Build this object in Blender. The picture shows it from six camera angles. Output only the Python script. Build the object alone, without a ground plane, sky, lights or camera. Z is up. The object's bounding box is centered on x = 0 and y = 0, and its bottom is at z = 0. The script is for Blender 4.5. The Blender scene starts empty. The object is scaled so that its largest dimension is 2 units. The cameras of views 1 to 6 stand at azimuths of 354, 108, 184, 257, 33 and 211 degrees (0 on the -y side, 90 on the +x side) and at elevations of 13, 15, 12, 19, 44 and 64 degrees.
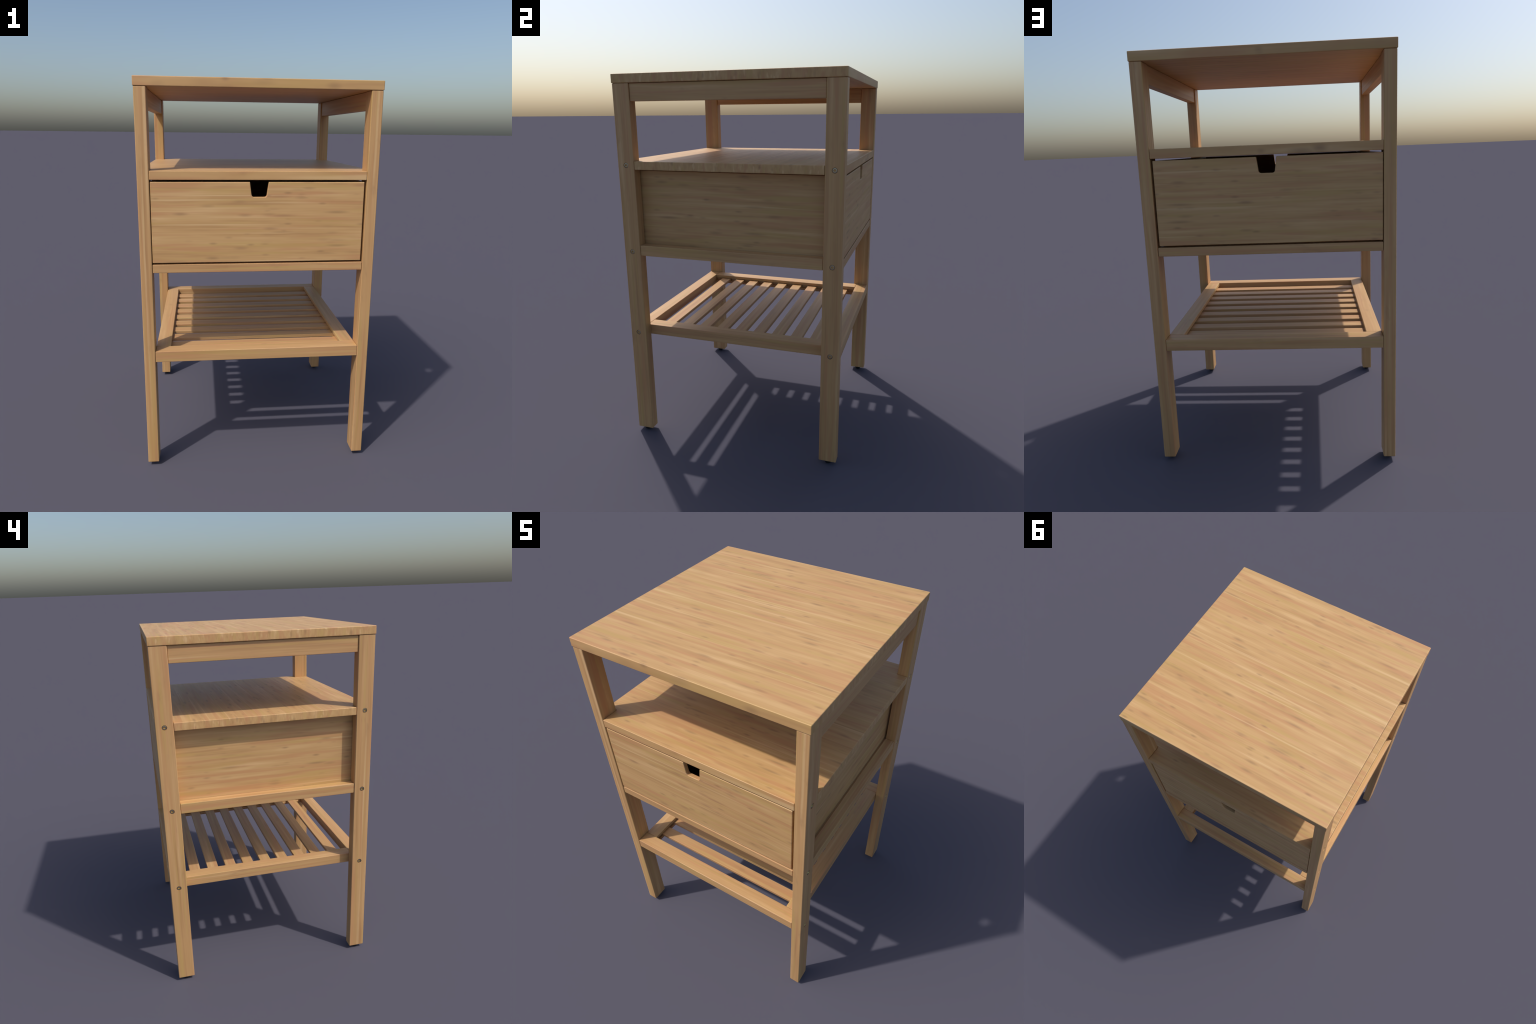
"""Square bamboo bedside table: thick top, four posts, a plus-shaped shelf,
a two-fronted drawer on a rail frame and a slatted shelf low down."""
import bpy, bmesh, math
from mathutils import Vector, Matrix

# ------------------------------------------------------------------ materials
class Net:
    """Small helper that wires shader nodes."""
    def __init__(self, name):
        self.mat = bpy.data.materials.new(name)
        self.mat.use_nodes = True
        self.t = self.mat.node_tree
        self.t.nodes.clear()

    def new(self, kind, **props):
        n = self.t.nodes.new(kind)
        for k, v in props.items():
            setattr(n, k, v)
        return n

    def put(self, sock, val):
        if isinstance(val, bpy.types.NodeSocket):
            self.t.links.new(val, sock)
        elif val is not None:
            sock.default_value = val

    def math(self, op, a, b=None, c=None, clamp=False):
        n = self.new('ShaderNodeMath', operation=op, use_clamp=clamp)
        for i, v in enumerate((a, b, c)):
            if v is not None:
                self.put(n.inputs[i], v)
        return n.outputs[0]

    def vec(self, x, y, z):
        n = self.new('ShaderNodeCombineXYZ')
        for i, v in enumerate((x, y, z)):
            self.put(n.inputs[i], v)
        return n.outputs[0]

    def noise(self, vec, w, detail=2.0, rough=0.5, distort=0.0):
        n = self.new('ShaderNodeTexNoise', noise_dimensions='4D')
        self.put(n.inputs['Vector'], vec)
        self.put(n.inputs['W'], w)
        n.inputs['Scale'].default_value = 1.0
        n.inputs['Detail'].default_value = detail
        n.inputs['Roughness'].default_value = rough
        n.inputs['Distortion'].default_value = distort
        return n.outputs['Fac']

    def remap(self, v, lo, hi, a=0.0, b=1.0, smooth=False):
        n = self.new('ShaderNodeMapRange', clamp=True)
        if smooth:
            n.interpolation_type = 'SMOOTHSTEP'
        for i, x in enumerate((v, lo, hi, a, b)):
            self.put(n.inputs[i], x)
        return n.outputs[0]

    def mix(self, fac, a, b, mode='MIX'):
        n = self.new('ShaderNodeMix', data_type='RGBA', blend_type=mode)
        self.put(n.inputs[0], fac)
        self.put(n.inputs[6], a)
        self.put(n.inputs[7], b)
        return n.outputs[2]

    def ramp(self, fac, stops):
        n = self.new('ShaderNodeValToRGB')
        el = n.color_ramp.elements
        while len(el) < len(stops):
            el.new(0.5)
        for e, (p, c) in zip(el, stops):
            e.position = p
            e.color = (*c, 1.0)
        self.put(n.inputs[0], fac)
        return n.outputs[0]

    def finish(self, **inputs):
        p = self.new('ShaderNodeBsdfPrincipled')
        o = self.new('ShaderNodeOutputMaterial')
        self.t.links.new(p.outputs[0], o.inputs[0])
        for k, v in inputs.items():
            self.put(p.inputs[k.replace('_', ' ')], v)
        return self.mat


def bamboo(name, grain, strip, third, panel):
    """Glued bamboo strips. Fibres run along axis `grain`, strips lie side by
    side along axis `strip`; panels show knuckle spots, bars are calmer."""
    N = Net(name)
    obj = N.new('ShaderNodeTexCoord').outputs['Object']
    sep = N.new('ShaderNodeSeparateXYZ')
    N.put(sep.inputs[0], obj)
    rnd = N.math('MULTIPLY', N.new('ShaderNodeObjectInfo').outputs['Random'], 60.0)
    a, b, c = (sep.outputs[i] for i in (grain, strip, third))
    if panel:
        cz = 0.35
    else:
        cz = 1.0

    # slow sideways wander of the fibres
    wob = N.noise(N.vec(N.math('MULTIPLY', a, 3.0), N.math('MULTIPLY', b, 9.0), 0.0), rnd, 1.0)
    wob = N.math('MULTIPLY', N.math('SUBTRACT', wob, 0.5), 0.006 if panel else 0.010)
    bw = N.math('ADD', b, wob)
    cw = N.math('ADD', c, wob)

    def streak(along, across, shift, detail=2.0, rough=0.5):
        v = N.vec(N.math('MULTIPLY', a, along), N.math('MULTIPLY', bw, across),
                  N.math('MULTIPLY', cw, across * cz))
        return N.noise(v, N.math('ADD', rnd, shift), detail, rough)

    if panel:
        broad = streak(2.6, 40.0, 3.1, 2.0, 0.55)
        thin = streak(1.7, 115.0, 7.7, 2.0, 0.5)
        red = streak(2.6, 44.0, 12.3, 1.5)
        olive = streak(2.2, 40.0, 19.9, 1.5)
        pale = streak(1.0, 70.0, 27.5, 1.0)
    else:
        broad = streak(1.3, 48.0, 3.1)
        thin = streak(3.0, 150.0, 7.7, 2.0, 0.5)
        red = streak(1.6, 55.0, 12.3, 1.0)
        olive = streak(1.8, 60.0, 19.9, 1.0)
        pale = streak(0.6, 50.0, 27.5, 1.0)

    # every strip has a tone of its own
    sid = N.math('FLOOR', N.math('DIVIDE', N.math('ADD', bw, 7.0), 0.0185))
    wn = N.new('ShaderNodeTexWhiteNoise', noise_dimensions='2D')
    N.put(wn.inputs['Vector'], N.vec(sid, rnd, 0.0))
    tone = wn.outputs['Value']

    val = N.math('MULTIPLY_ADD', N.math('SUBTRACT', broad, 0.5), 1.0 if panel else 1.15, 0.5)
    val = N.math('MULTIPLY_ADD', N.math('SUBTRACT', thin, 0.5), 0.50 if panel else 0.45, val)
    val = N.math('MULTIPLY_ADD', N.math('SUBTRACT', tone, 0.5), 0.12 if panel else 0.08, val)
    if panel:
        col = N.ramp(val, [(0.20, (0.450, 0.252, 0.103)),
                           (0.45, (0.545, 0.322, 0.134)),
                           (0.62, (0.580, 0.352, 0.153)),
                           (0.86, (0.660, 0.424, 0.204))])
    else:
        col = N.ramp(val, [(0.18, (0.415, 0.222, 0.094)),
                           (0.45, (0.527, 0.303, 0.128)),
                           (0.62, (0.562, 0.333, 0.146)),
                           (0.86, (0.650, 0.412, 0.204))])
    hot = 0.65 if panel else 0.70
    col = N.mix(N.remap(red, 0.49, 0.66, 0.0, hot, True), col, (0.515, 0.256, 0.114, 1))
    col = N.mix(N.remap(olive, 0.52, 0.70, 0.0, 0.65, True), col, (0.515, 0.330, 0.112, 1))
    col = N.mix(N.remap(pale, 0.60, 0.74, 0.0, 0.60, True), col, (0.680, 0.455, 0.232, 1))

    # knuckles: blurred dark dashes, one here and there along a strip
    def knuckles(per_m, strips_per_m, size, keep, shift):
        vo = N.new('ShaderNodeTexVoronoi', voronoi_dimensions='3D', feature='F1')
        v = N.vec(N.math('ADD', N.math('MULTIPLY', a, per_m), rnd),
                  N.math('ADD', N.math('MULTIPLY', bw, strips_per_m), shift),
                  N.math('MULTIPLY', c, strips_per_m * 0.45))
        N.put(vo.inputs['Vector'], v)
        vo.inputs['Scale'].default_value = 1.0
        spot = N.remap(vo.outputs['Distance'], 0.0, size, 1.0, 0.0, True)
        hue = N.new('ShaderNodeSeparateColor')
        N.put(hue.inputs[0], vo.outputs['Color'])
        return N.math('MULTIPLY', spot, N.remap(hue.outputs[0], keep, 1.0, 0.0, 1.0))

    if panel:
        k1 = knuckles(6.5, 30.0, 0.36, 0.35, 0.0)
        k2 = knuckles(11.0, 38.0, 0.33, 0.50, 5.3)
        k3 = knuckles(4.0, 34.0, 0.36, 0.55, 9.1)
        spots = N.math('MAXIMUM', N.math('MAXIMUM', k1, k2), k3)
        col = N.mix(N.math('MULTIPLY', spots, 0.64), col, (0.270, 0.150, 0.072, 1))
    else:
        # bars: faint grey-brown cloud across the bar at a knuckle
        v = N.vec(N.math('MULTIPLY', a, 7.0), N.math('MULTIPLY', b, 22.0), N.math('MULTIPLY', c, 22.0))
        cloud = N.noise(v, N.math('ADD', rnd, 41.0), 3.0, 0.6)
        col = N.mix(N.remap(cloud, 0.57, 0.80, 0.0, 0.55, True), col, (0.38, 0.215, 0.10, 1))
        v = N.vec(N.math('MULTIPLY', a, 16.0), N.math('MULTIPLY', b, 45.0), N.math('MULTIPLY', c, 45.0))
        fleck = N.noise(v, N.math('ADD', rnd, 55.0), 3.0, 0.6)
        col = N.mix(N.remap(fleck, 0.52, 0.80, 0.0, 0.35, True), col, (0.47, 0.275, 0.125, 1))

    bump = N.new('ShaderNodeBump')
    bump.inputs['Strength'].default_value = 0.06
    bump.inputs['Distance'].default_value = 0.001
    N.put(bump.inputs['Height'], thin)
    rough = N.remap(thin, 0.3, 0.7, 0.46, 0.56)
    return N.finish(Base_Color=col, Roughness=rough, Normal=bump.outputs[0])


X, Y, Z = 0, 1, 2
M = {
    'panel_x': bamboo('bamboo_board_flat', X, Y, Z, True),      # top, shelf
    'front_x': bamboo('bamboo_board_upright', X, Z, Y, True),   # drawer fronts
    'side_y': bamboo('bamboo_board_side', Y, Z, X, True),       # drawer sides
    'bar_x': bamboo('bamboo_bar_crosswise', X, Y, Z, False),
    'bar_y': bamboo('bamboo_bar_lengthwise', Y, X, Z, False),
    'post_z': bamboo('bamboo_post', Z, Y, X, False),
}


def speckled(name, base, dark, metallic, rough):
    N = Net(name)
    obj = N.new('ShaderNodeTexCoord').outputs['Object']
    sc = N.new('ShaderNodeVectorMath', operation='SCALE')
    N.put(sc.inputs[0], obj)
    sc.inputs['Scale'].default_value = 300.0
    n = N.noise(sc.outputs[0], 1.0, 2.0)
    col = N.mix(n, (*base, 1), (*dark, 1))
    return N.finish(Base_Color=col, Metallic=metallic, Roughness=rough)


M['steel'] = speckled('zinc_plated_steel', (0.56, 0.49, 0.36), (0.46, 0.40, 0.29), 1.0, 0.34)
M['glint_tint'] = speckled('steel_tinted_for_socket_glint', (0.85, 0.76, 0.30), (0.70, 0.62, 0.22), 1.0, 0.30)  # screw sockets: base colour brightened and yellowed for the reflections seen in them
M['rubber'] = speckled('black_plastic', (0.012, 0.012, 0.013), (0.006, 0.006, 0.007), 0.0, 0.6)

# ------------------------------------------------------------------- geometry
ROOT = bpy.data.objects.new('bedside_table', None)
ROOT.empty_display_size = 0.3
bpy.context.scene.collection.objects.link(ROOT)
ROOT['label'] = 'square bamboo bedside table with drawer and slatted lower shelf'
ROOT['category'] = 'bedside table'


def add(name, mesh, loc=(0, 0, 0), parent=ROOT, rot_z=0.0):
    o = bpy.data.objects.new(name, mesh)
    bpy.context.scene.collection.objects.link(o)
    o.parent = parent
    o.location = loc
    o.rotation_euler = (0, 0, rot_z)
    return o


def done(bm, name, mat, flat=True):
    bmesh.ops.recalc_face_normals(bm, faces=bm.faces)
    me = bpy.data.meshes.new(name)
    bm.to_mesh(me)
    bm.free()
    for m in (mat if isinstance(mat, (list, tuple)) else [mat]):
        me.materials.append(m)
    me.shade_smooth()
    if flat:
        harden(me)
    else:
        me.set_sharp_from_angle(angle=math.radians(30.0))
    return me


def harden(me):
    """Area-weighted corner normals: wide flats stay flat, only the narrow
    rounded edges bend the shading."""
    at = [[] for _ in me.vertices]
    for p in me.polygons:
        for v in p.vertices:
            at[v].append((p.normal.copy(), p.area))
    out = [None] * len(me.loops)
    for p in me.polygons:
        p.use_smooth = True
        for li in p.loop_indices:
            n = Vector((0, 0, 0))
            for fn, ar in at[me.loops[li].vertex_index]:
                if fn.dot(p.normal) > 0.64:
                    n += fn * ar
            out[li] = n.normalized() if n.length > 1e-12 else p.normal
    me.normals_split_custom_set(out)


def round_edges(bm, radius, segments=3, min_angle=50.0):
    es = [e for e in bm.edges if len(e.link_faces) == 2
          and e.calc_face_angle(0.0) > math.radians(min_angle)]
    bmesh.ops.bevel(bm, geom=es, offset=radius, offset_type='OFFSET', segments=segments,
                    profile=0.5, affect='EDGES', clamp_overlap=True)


def prism(bm, outline, axis, lo, hi):
    """Extrude a closed 2D outline along an axis. The outline's (u, v) are the
    other two axes in x, y, z order."""
    def at(u, v, w):
        p = [u, v]
        p.insert(axis, w)
        return p
    A = [bm.verts.new(at(u, v, lo)) for u, v in outline]
    B = [bm.verts.new(at(u, v, hi)) for u, v in outline]
    bm.faces.new(A)
    bm.faces.new(B[::-1])
    n = len(outline)
    for i in range(n):
        j = (i + 1) % n
        bm.faces.new((A[i], B[i], B[j], A[j]))
    bmesh.ops.recalc_face_normals(bm, faces=bm.faces)


def box_mesh(name, size, mat, radius=0.003):
    bm = bmesh.new()
    hx, hy, hz = (s / 2 for s in size)
    prism(bm, [(-hx, -hy), (hx, -hy), (hx, hy), (-hx, hy)], Z, -hz, hz)
    round_edges(bm, radius)
    return done(bm, name, mat)


def box(name, lo, hi, mat, radius=0.003, parent=ROOT):
    size = [h - l for l, h in zip(lo, hi)]
    mid = [(h + l) / 2 for l, h in zip(lo, hi)]
    return add(name, box_mesh(name, size, mat, radius), mid, parent)


# --- dimensions (metres in the 2 m frame)
TOP_HALF, TOP_Z0, TOP_Z1 = 0.591, 1.9555, 2.0
LEG_XI, LEG_XO = 0.5306, 0.5882        # inner and outer face of a post
LEG_YI, LEG_YO = 0.4965, 0.5888
LEG_Z0 = 0.019
SCREW_Z = (1.552, 1.0925, 0.626)
SCREW_R = 0.0124

# --- tabletop
box('tabletop', (-TOP_HALF, -TOP_HALF, TOP_Z0), (TOP_HALF, TOP_HALF, TOP_Z1), M['panel_x'], 0.0036)


# --- posts, with counterbored screw holes on the outer side
def cut(me_obj, cutter_meshes):
    """Boolean-subtract a list of closed meshes from an object, applied."""
    dg = None
    for cm in cutter_meshes:
        c = bpy.data.objects.new('cutter', cm)
        bpy.context.scene.collection.objects.link(c)
        mod = me_obj.modifiers.new('cut', 'BOOLEAN')
        mod.operation = 'DIFFERENCE'
        mod.solver = 'EXACT'
        mod.object = c
        bpy.context.view_layer.update()
        dg = bpy.context.evaluated_depsgraph_get()
        new = bpy.data.meshes.new_from_object(me_obj.evaluated_get(dg))
        me_obj.modifiers.clear()
        old = me_obj.data
        me_obj.data = new
        new.name = old.name
        bpy.data.meshes.remove(old)
        bpy.data.objects.remove(c)
        bpy.data.meshes.remove(cm)
    harden(me_obj.data)


def circle(r, n, cu=0.0, cv=0.0, turn=0.0):
    return [(cu + r * math.cos(turn + 2 * math.pi * i / n),
             cv + r * math.sin(turn + 2 * math.pi * i / n)) for i in range(n)]


def prism_mesh(outline, axis, lo, hi):
    bm = bmesh.new()
    prism(bm, outline, axis, lo, hi)
    me = bpy.data.meshes.new('cutter')
    bm.to_mesh(me)
    bm.free()
    return me


leg_mid = Vector(((LEG_XI + LEG_XO) / 2, (LEG_YI + LEG_YO) / 2, (LEG_Z0 + TOP_Z0) / 2))
leg_size = (LEG_XO - LEG_XI, LEG_YO - LEG_YI, TOP_Z0 - LEG_Z0 - 0.0008)
first_leg = add('leg', box_mesh('leg', leg_size, M['post_z'], 0.0042), leg_mid)
first_leg.location = (0, 0, 0)
cut(first_leg, [prism_mesh(circle(SCREW_R + 0.0012, 32, 0.0, z - leg_mid.z), X,
                           leg_size[0] / 2 - 0.0050, leg_size[0] / 2 + 0.02) for z in SCREW_Z])
leg_mesh = first_leg.data

# glide: a low dark plastic foot, slightly conical
bm = bmesh.new()
rings = [(0.0, 0.0145), (0.003, 0.0175), (LEG_Z0 + 0.001, 0.0185)]
prev = None
for z, r in rings:
    ring = [bm.verts.new((x, y, z)) for x, y in circle(r, 32)]
    if prev is None:
        bm.faces.new(ring[::-1])
    else:
        for i in range(32):
            j = (i + 1) % 32
            bm.faces.new((prev[i], prev[j], ring[j], ring[i]))
    prev = ring
bm.faces.new(prev)
glide_mesh = done(bm, 'glide', M['rubber'], False)


# screw: domed round head facing +x with a hexagonal socket
def screw_mesh():
    bm = bmesh.new()
    n = 36
    prof = [(-0.004, SCREW_R), (0.0, SCREW_R), (0.0012, SCREW_R * 0.90),
            (0.0016, SCREW_R * 0.72), (0.0017, SCREW_R * 0.56)]
    prev = None
    for x, r in prof:
        ring = [bm.verts.new((x, u, v)) for u, v in circle(r, n)]
        if prev:
            for i in range(n):
                j = (i + 1) % n
                bm.faces.new((prev[i], prev[j], ring[j], ring[i]))
        prev = ring
    hexr = SCREW_R * 0.50

    def hex_pt(ang):
        k = math.pi / 3
        m = (ang % k) - k / 2
        return hexr * math.cos(k / 2) / math.cos(m)
    mouth, floor = [], []
    for i in range(n):
        t = 2 * math.pi * i / n
        r = hex_pt(t)
        mouth.append(bm.verts.new((0.0015, r * math.cos(t), r * math.sin(t))))
        floor.append(bm.verts.new((-0.0030, r * 0.72 * math.cos(t), r * 0.72 * math.sin(t))))
    deep = bm.verts.new((-0.0042, 0, 0))
    for i in range(n):
        j = (i + 1) % n
        bm.faces.new((prev[i], prev[j], mouth[j], mouth[i]))
        f = bm.faces.new((mouth[i], mouth[j], floor[j], floor[i]))
        f.material_index = 1
        f = bm.faces.new((floor[i], floor[j], deep))
        f.material_index = 1
    return done(bm, 'screw', [M['steel'], M['glint_tint']], False)


screw = screw_mesh()

legs = []
for sx, sy in ((1, 1), (1, -1), (-1, 1), (-1, -1)):
    o = first_leg if not legs else add('leg', leg_mesh)
    o.location = (sx * leg_mid.x, sy * leg_mid.y, leg_mid.z)
    o.rotation_euler = (0, 0, 0 if sx > 0 else math.pi)
    legs.append(o)
    add('glide', glide_mesh, (0, 0, -leg_mid.z), o)
    for k, z in enumerate(SCREW_Z):
        s = add('screw', screw, (leg_size[0] / 2 - 0.0030, 0, z - leg_mid.z), o)
        s.rotation_euler = (0.7 * k + 0.45 * sx + 1.3 * sy, 0, 0)

# --- aprons under the top on the two sides, with blind screw holes below
AP_XI, AP_XO, AP_Z0, AP_Z1 = 0.5370, 0.5810, 1.8680, 1.9540
for s in (1, -1):
    lo, hi = sorted((s * AP_XI, s * AP_XO))
    o = box('apron', (lo, -LEG_YI + 0.001, AP_Z0), (hi, LEG_YI - 0.001, AP_Z1), M['bar_y'], 0.0026)
    hz = (AP_Z1 - AP_Z0) / 2
    cut(o, [prism_mesh(circle(0.0085, 24, 0.0, y), Z, -hz - 0.02, -hz + 0.012)
            for y in (-0.305, 0.259)])

# --- shelf: a board with its four corners cut out around the posts
SH_Z0, SH_Z1 = 1.5298, 1.5731
bx, by = 0.5870, 0.5890
cx, cy = LEG_XI - 0.0008, LEG_YI - 0.0012
outline = [(-cx, -by), (cx, -by), (cx, -cy), (bx, -cy), (bx, cy), (cx, cy),
           (cx, by), (-cx, by), (-cx, cy), (-bx, cy), (-bx, -cy), (-cx, -cy)]
bm = bmesh.new()
hz = (SH_Z1 - SH_Z0) / 2
prism(bm, outline, Z, -hz, hz)
round_edges(bm, 0.0032)
add('shelf', done(bm, 'shelf', M['panel_x']), (0, 0, (SH_Z0 + SH_Z1) / 2))

# --- drawer: two equal fronts with a grip notch, two sides, a bottom
DR = bpy.data.objects.new('drawer', None)
bpy.context.scene.collection.objects.link(DR)
DR.parent = ROOT
DR_X0, DR_X1 = -0.5275, 0.5205         # sits a little off centre
DR_YO, DR_T = 0.5855, 0.0230
DR_Z0, DR_Z1 = 1.1225, 1.5205
dmx = (DR_X0 + DR_X1) / 2
hw, hh = (DR_X1 - DR_X0) / 2, (DR_Z1 - DR_Z0) / 2


def arc(cu, cv, r, a0, a1, n=7):
    return [(cu + r * math.cos(math.radians(a0 + (a1 - a0) * i / n)),
             cv + r * math.sin(math.radians(a0 + (a1 - a0) * i / n))) for i in range(n + 1)]


def front_outline():
    """Rectangle with a tapering notch in its upper edge, corners rounded."""
    top, depth, half_top, half_low, r, lip = hh, 0.0735, 0.0455, 0.0375, 0.0125, 0.004
    slope = math.degrees(math.atan2(half_top - half_low, depth))
    pts = [(-hw, -hh), (hw, -hh), (hw, top)]
    pts += arc(half_top + lip, top - lip, lip, 90, 180 - slope)
    pts += arc(half_low - r + 0.0005, top - depth + r, r, -slope, -90)
    pts += arc(-half_low + r - 0.0005, top - depth + r, r, -90, -180 + slope)
    pts += arc(-half_top - lip, top - lip, lip, slope, 90)
    pts += [(-hw, top)]
    return pts


bm = bmesh.new()
prism(bm, front_outline(), Y, -DR_T / 2, DR_T / 2)
round_edges(bm, 0.0034, 3, 40.0)
front_mesh = done(bm, 'drawer_front', M['front_x'])
for s in (-1, 1):
    add('drawer_front', front_mesh, (dmx, s * (DR_YO - DR_T / 2), (DR_Z0 + DR_Z1) / 2), DR)
yin = DR_YO - DR_T - 0.0005
for x0, x1 in ((DR_X0, DR_X0 + DR_T), (DR_X1 - DR_T, DR_X1)):
    box('drawer_side', (x0, -yin, DR_Z0), (x1, yin, DR_Z1), M['side_y'], 0.002, DR)
box('drawer_bottom', (DR_X0 + DR_T + 0.0005, -yin, DR_Z0 + 0.004),
    (DR_X1 - DR_T - 0.0005, yin, DR_Z0 + 0.030), M['panel_x'], 0.001, DR)

# --- rail frame that carries the drawer
R_XO, R_XI, R_STEP = 0.5835, 0.4900, 0.5295    # side rails: outer lip, ledge under the drawer
R_Z0, R_Z1, R_LEDGE = 1.0725, 1.1290, 1.1205
for s in (1, -1):
    rm = (R_XO + R_XI) / 2
    prof = [(R_XI - rm, R_Z0 - R_Z1), (R_XO - rm, R_Z0 - R_Z1), (R_XO - rm, 0.0),
            (R_STEP - rm, 0.0), (R_STEP - rm, R_LEDGE - R_Z1), (R_XI - rm, R_LEDGE - R_Z1)]
    bm = bmesh.new()
    prism(bm, prof, Y, -LEG_YI + 0.0012, LEG_YI - 0.0012)
    round_edges(bm, 0.0025, 2)
    add('ledge_rail', done(bm, 'ledge_rail', M['bar_y']), (s * rm, 0, R_Z1), ROOT,
        0.0 if s > 0 else math.pi)
    lo, hi = sorted((s * 0.5000, s * 0.5860))
    box('cross_rail', (-0.5285, lo, 1.0718), (0.5285, hi, 1.1140), M['bar_x'], 0.0026)

# --- slatted lower shelf: frame with grooved side beams, nine slats
SS = bpy.data.objects.new('slatted_shelf', None)
bpy.context.scene.collection.objects.link(SS)
SS.parent = ROOT
F_XO, F_XI, F_YO, F_YI = 0.5296, 0.4552, 0.5870, 0.5140
F_Z0, F_Z1 = 0.5975, 0.6548
G_Z0, G_Z1, G_D = 0.6152, 0.6345, 0.012     # groove that takes the slat ends
for s in (1, -1):
    lo, hi = sorted((s * F_YI, s * F_YO))
    box('frame_beam', (-F_XO, lo, F_Z0), (F_XO, hi, F_Z1), M['bar_x'], 0.0026, SS)
    wx = (F_XO - F_XI) / 2
    mz = (F_Z0 + F_Z1) / 2
    prof = [(-wx, F_Z0 - mz), (wx, F_Z0 - mz), (wx, F_Z1 - mz), (-wx, F_Z1 - mz),
            (-wx, G_Z1 - mz), (-wx + G_D, G_Z1 - mz), (-wx + G_D, G_Z0 - mz), (-wx, G_Z0 - mz)]
    bm = bmesh.new()
    prism(bm, prof, Y, -F_YI + 0.0006, F_YI - 0.0006)
    round_edges(bm, 0.0025, 2)
    add('grooved_beam', done(bm, 'grooved_beam', M['bar_y']), (s * (F_XO + F_XI) / 2, 0, mz), SS,
        0.0 if s > 0 else math.pi)

SLAT_W, SLAT_PITCH = 0.0636, 0.1078
slat_mesh = box_mesh('slat', (2 * (F_XI + G_D - 0.002), SLAT_W, G_Z1 - G_Z0 - 0.0016), M['bar_x'], 0.0025)
for i in range(-4, 5):
    add('slat', slat_mesh, (0, i * SLAT_PITCH, (G_Z0 + G_Z1) / 2 - 0.0004), SS)
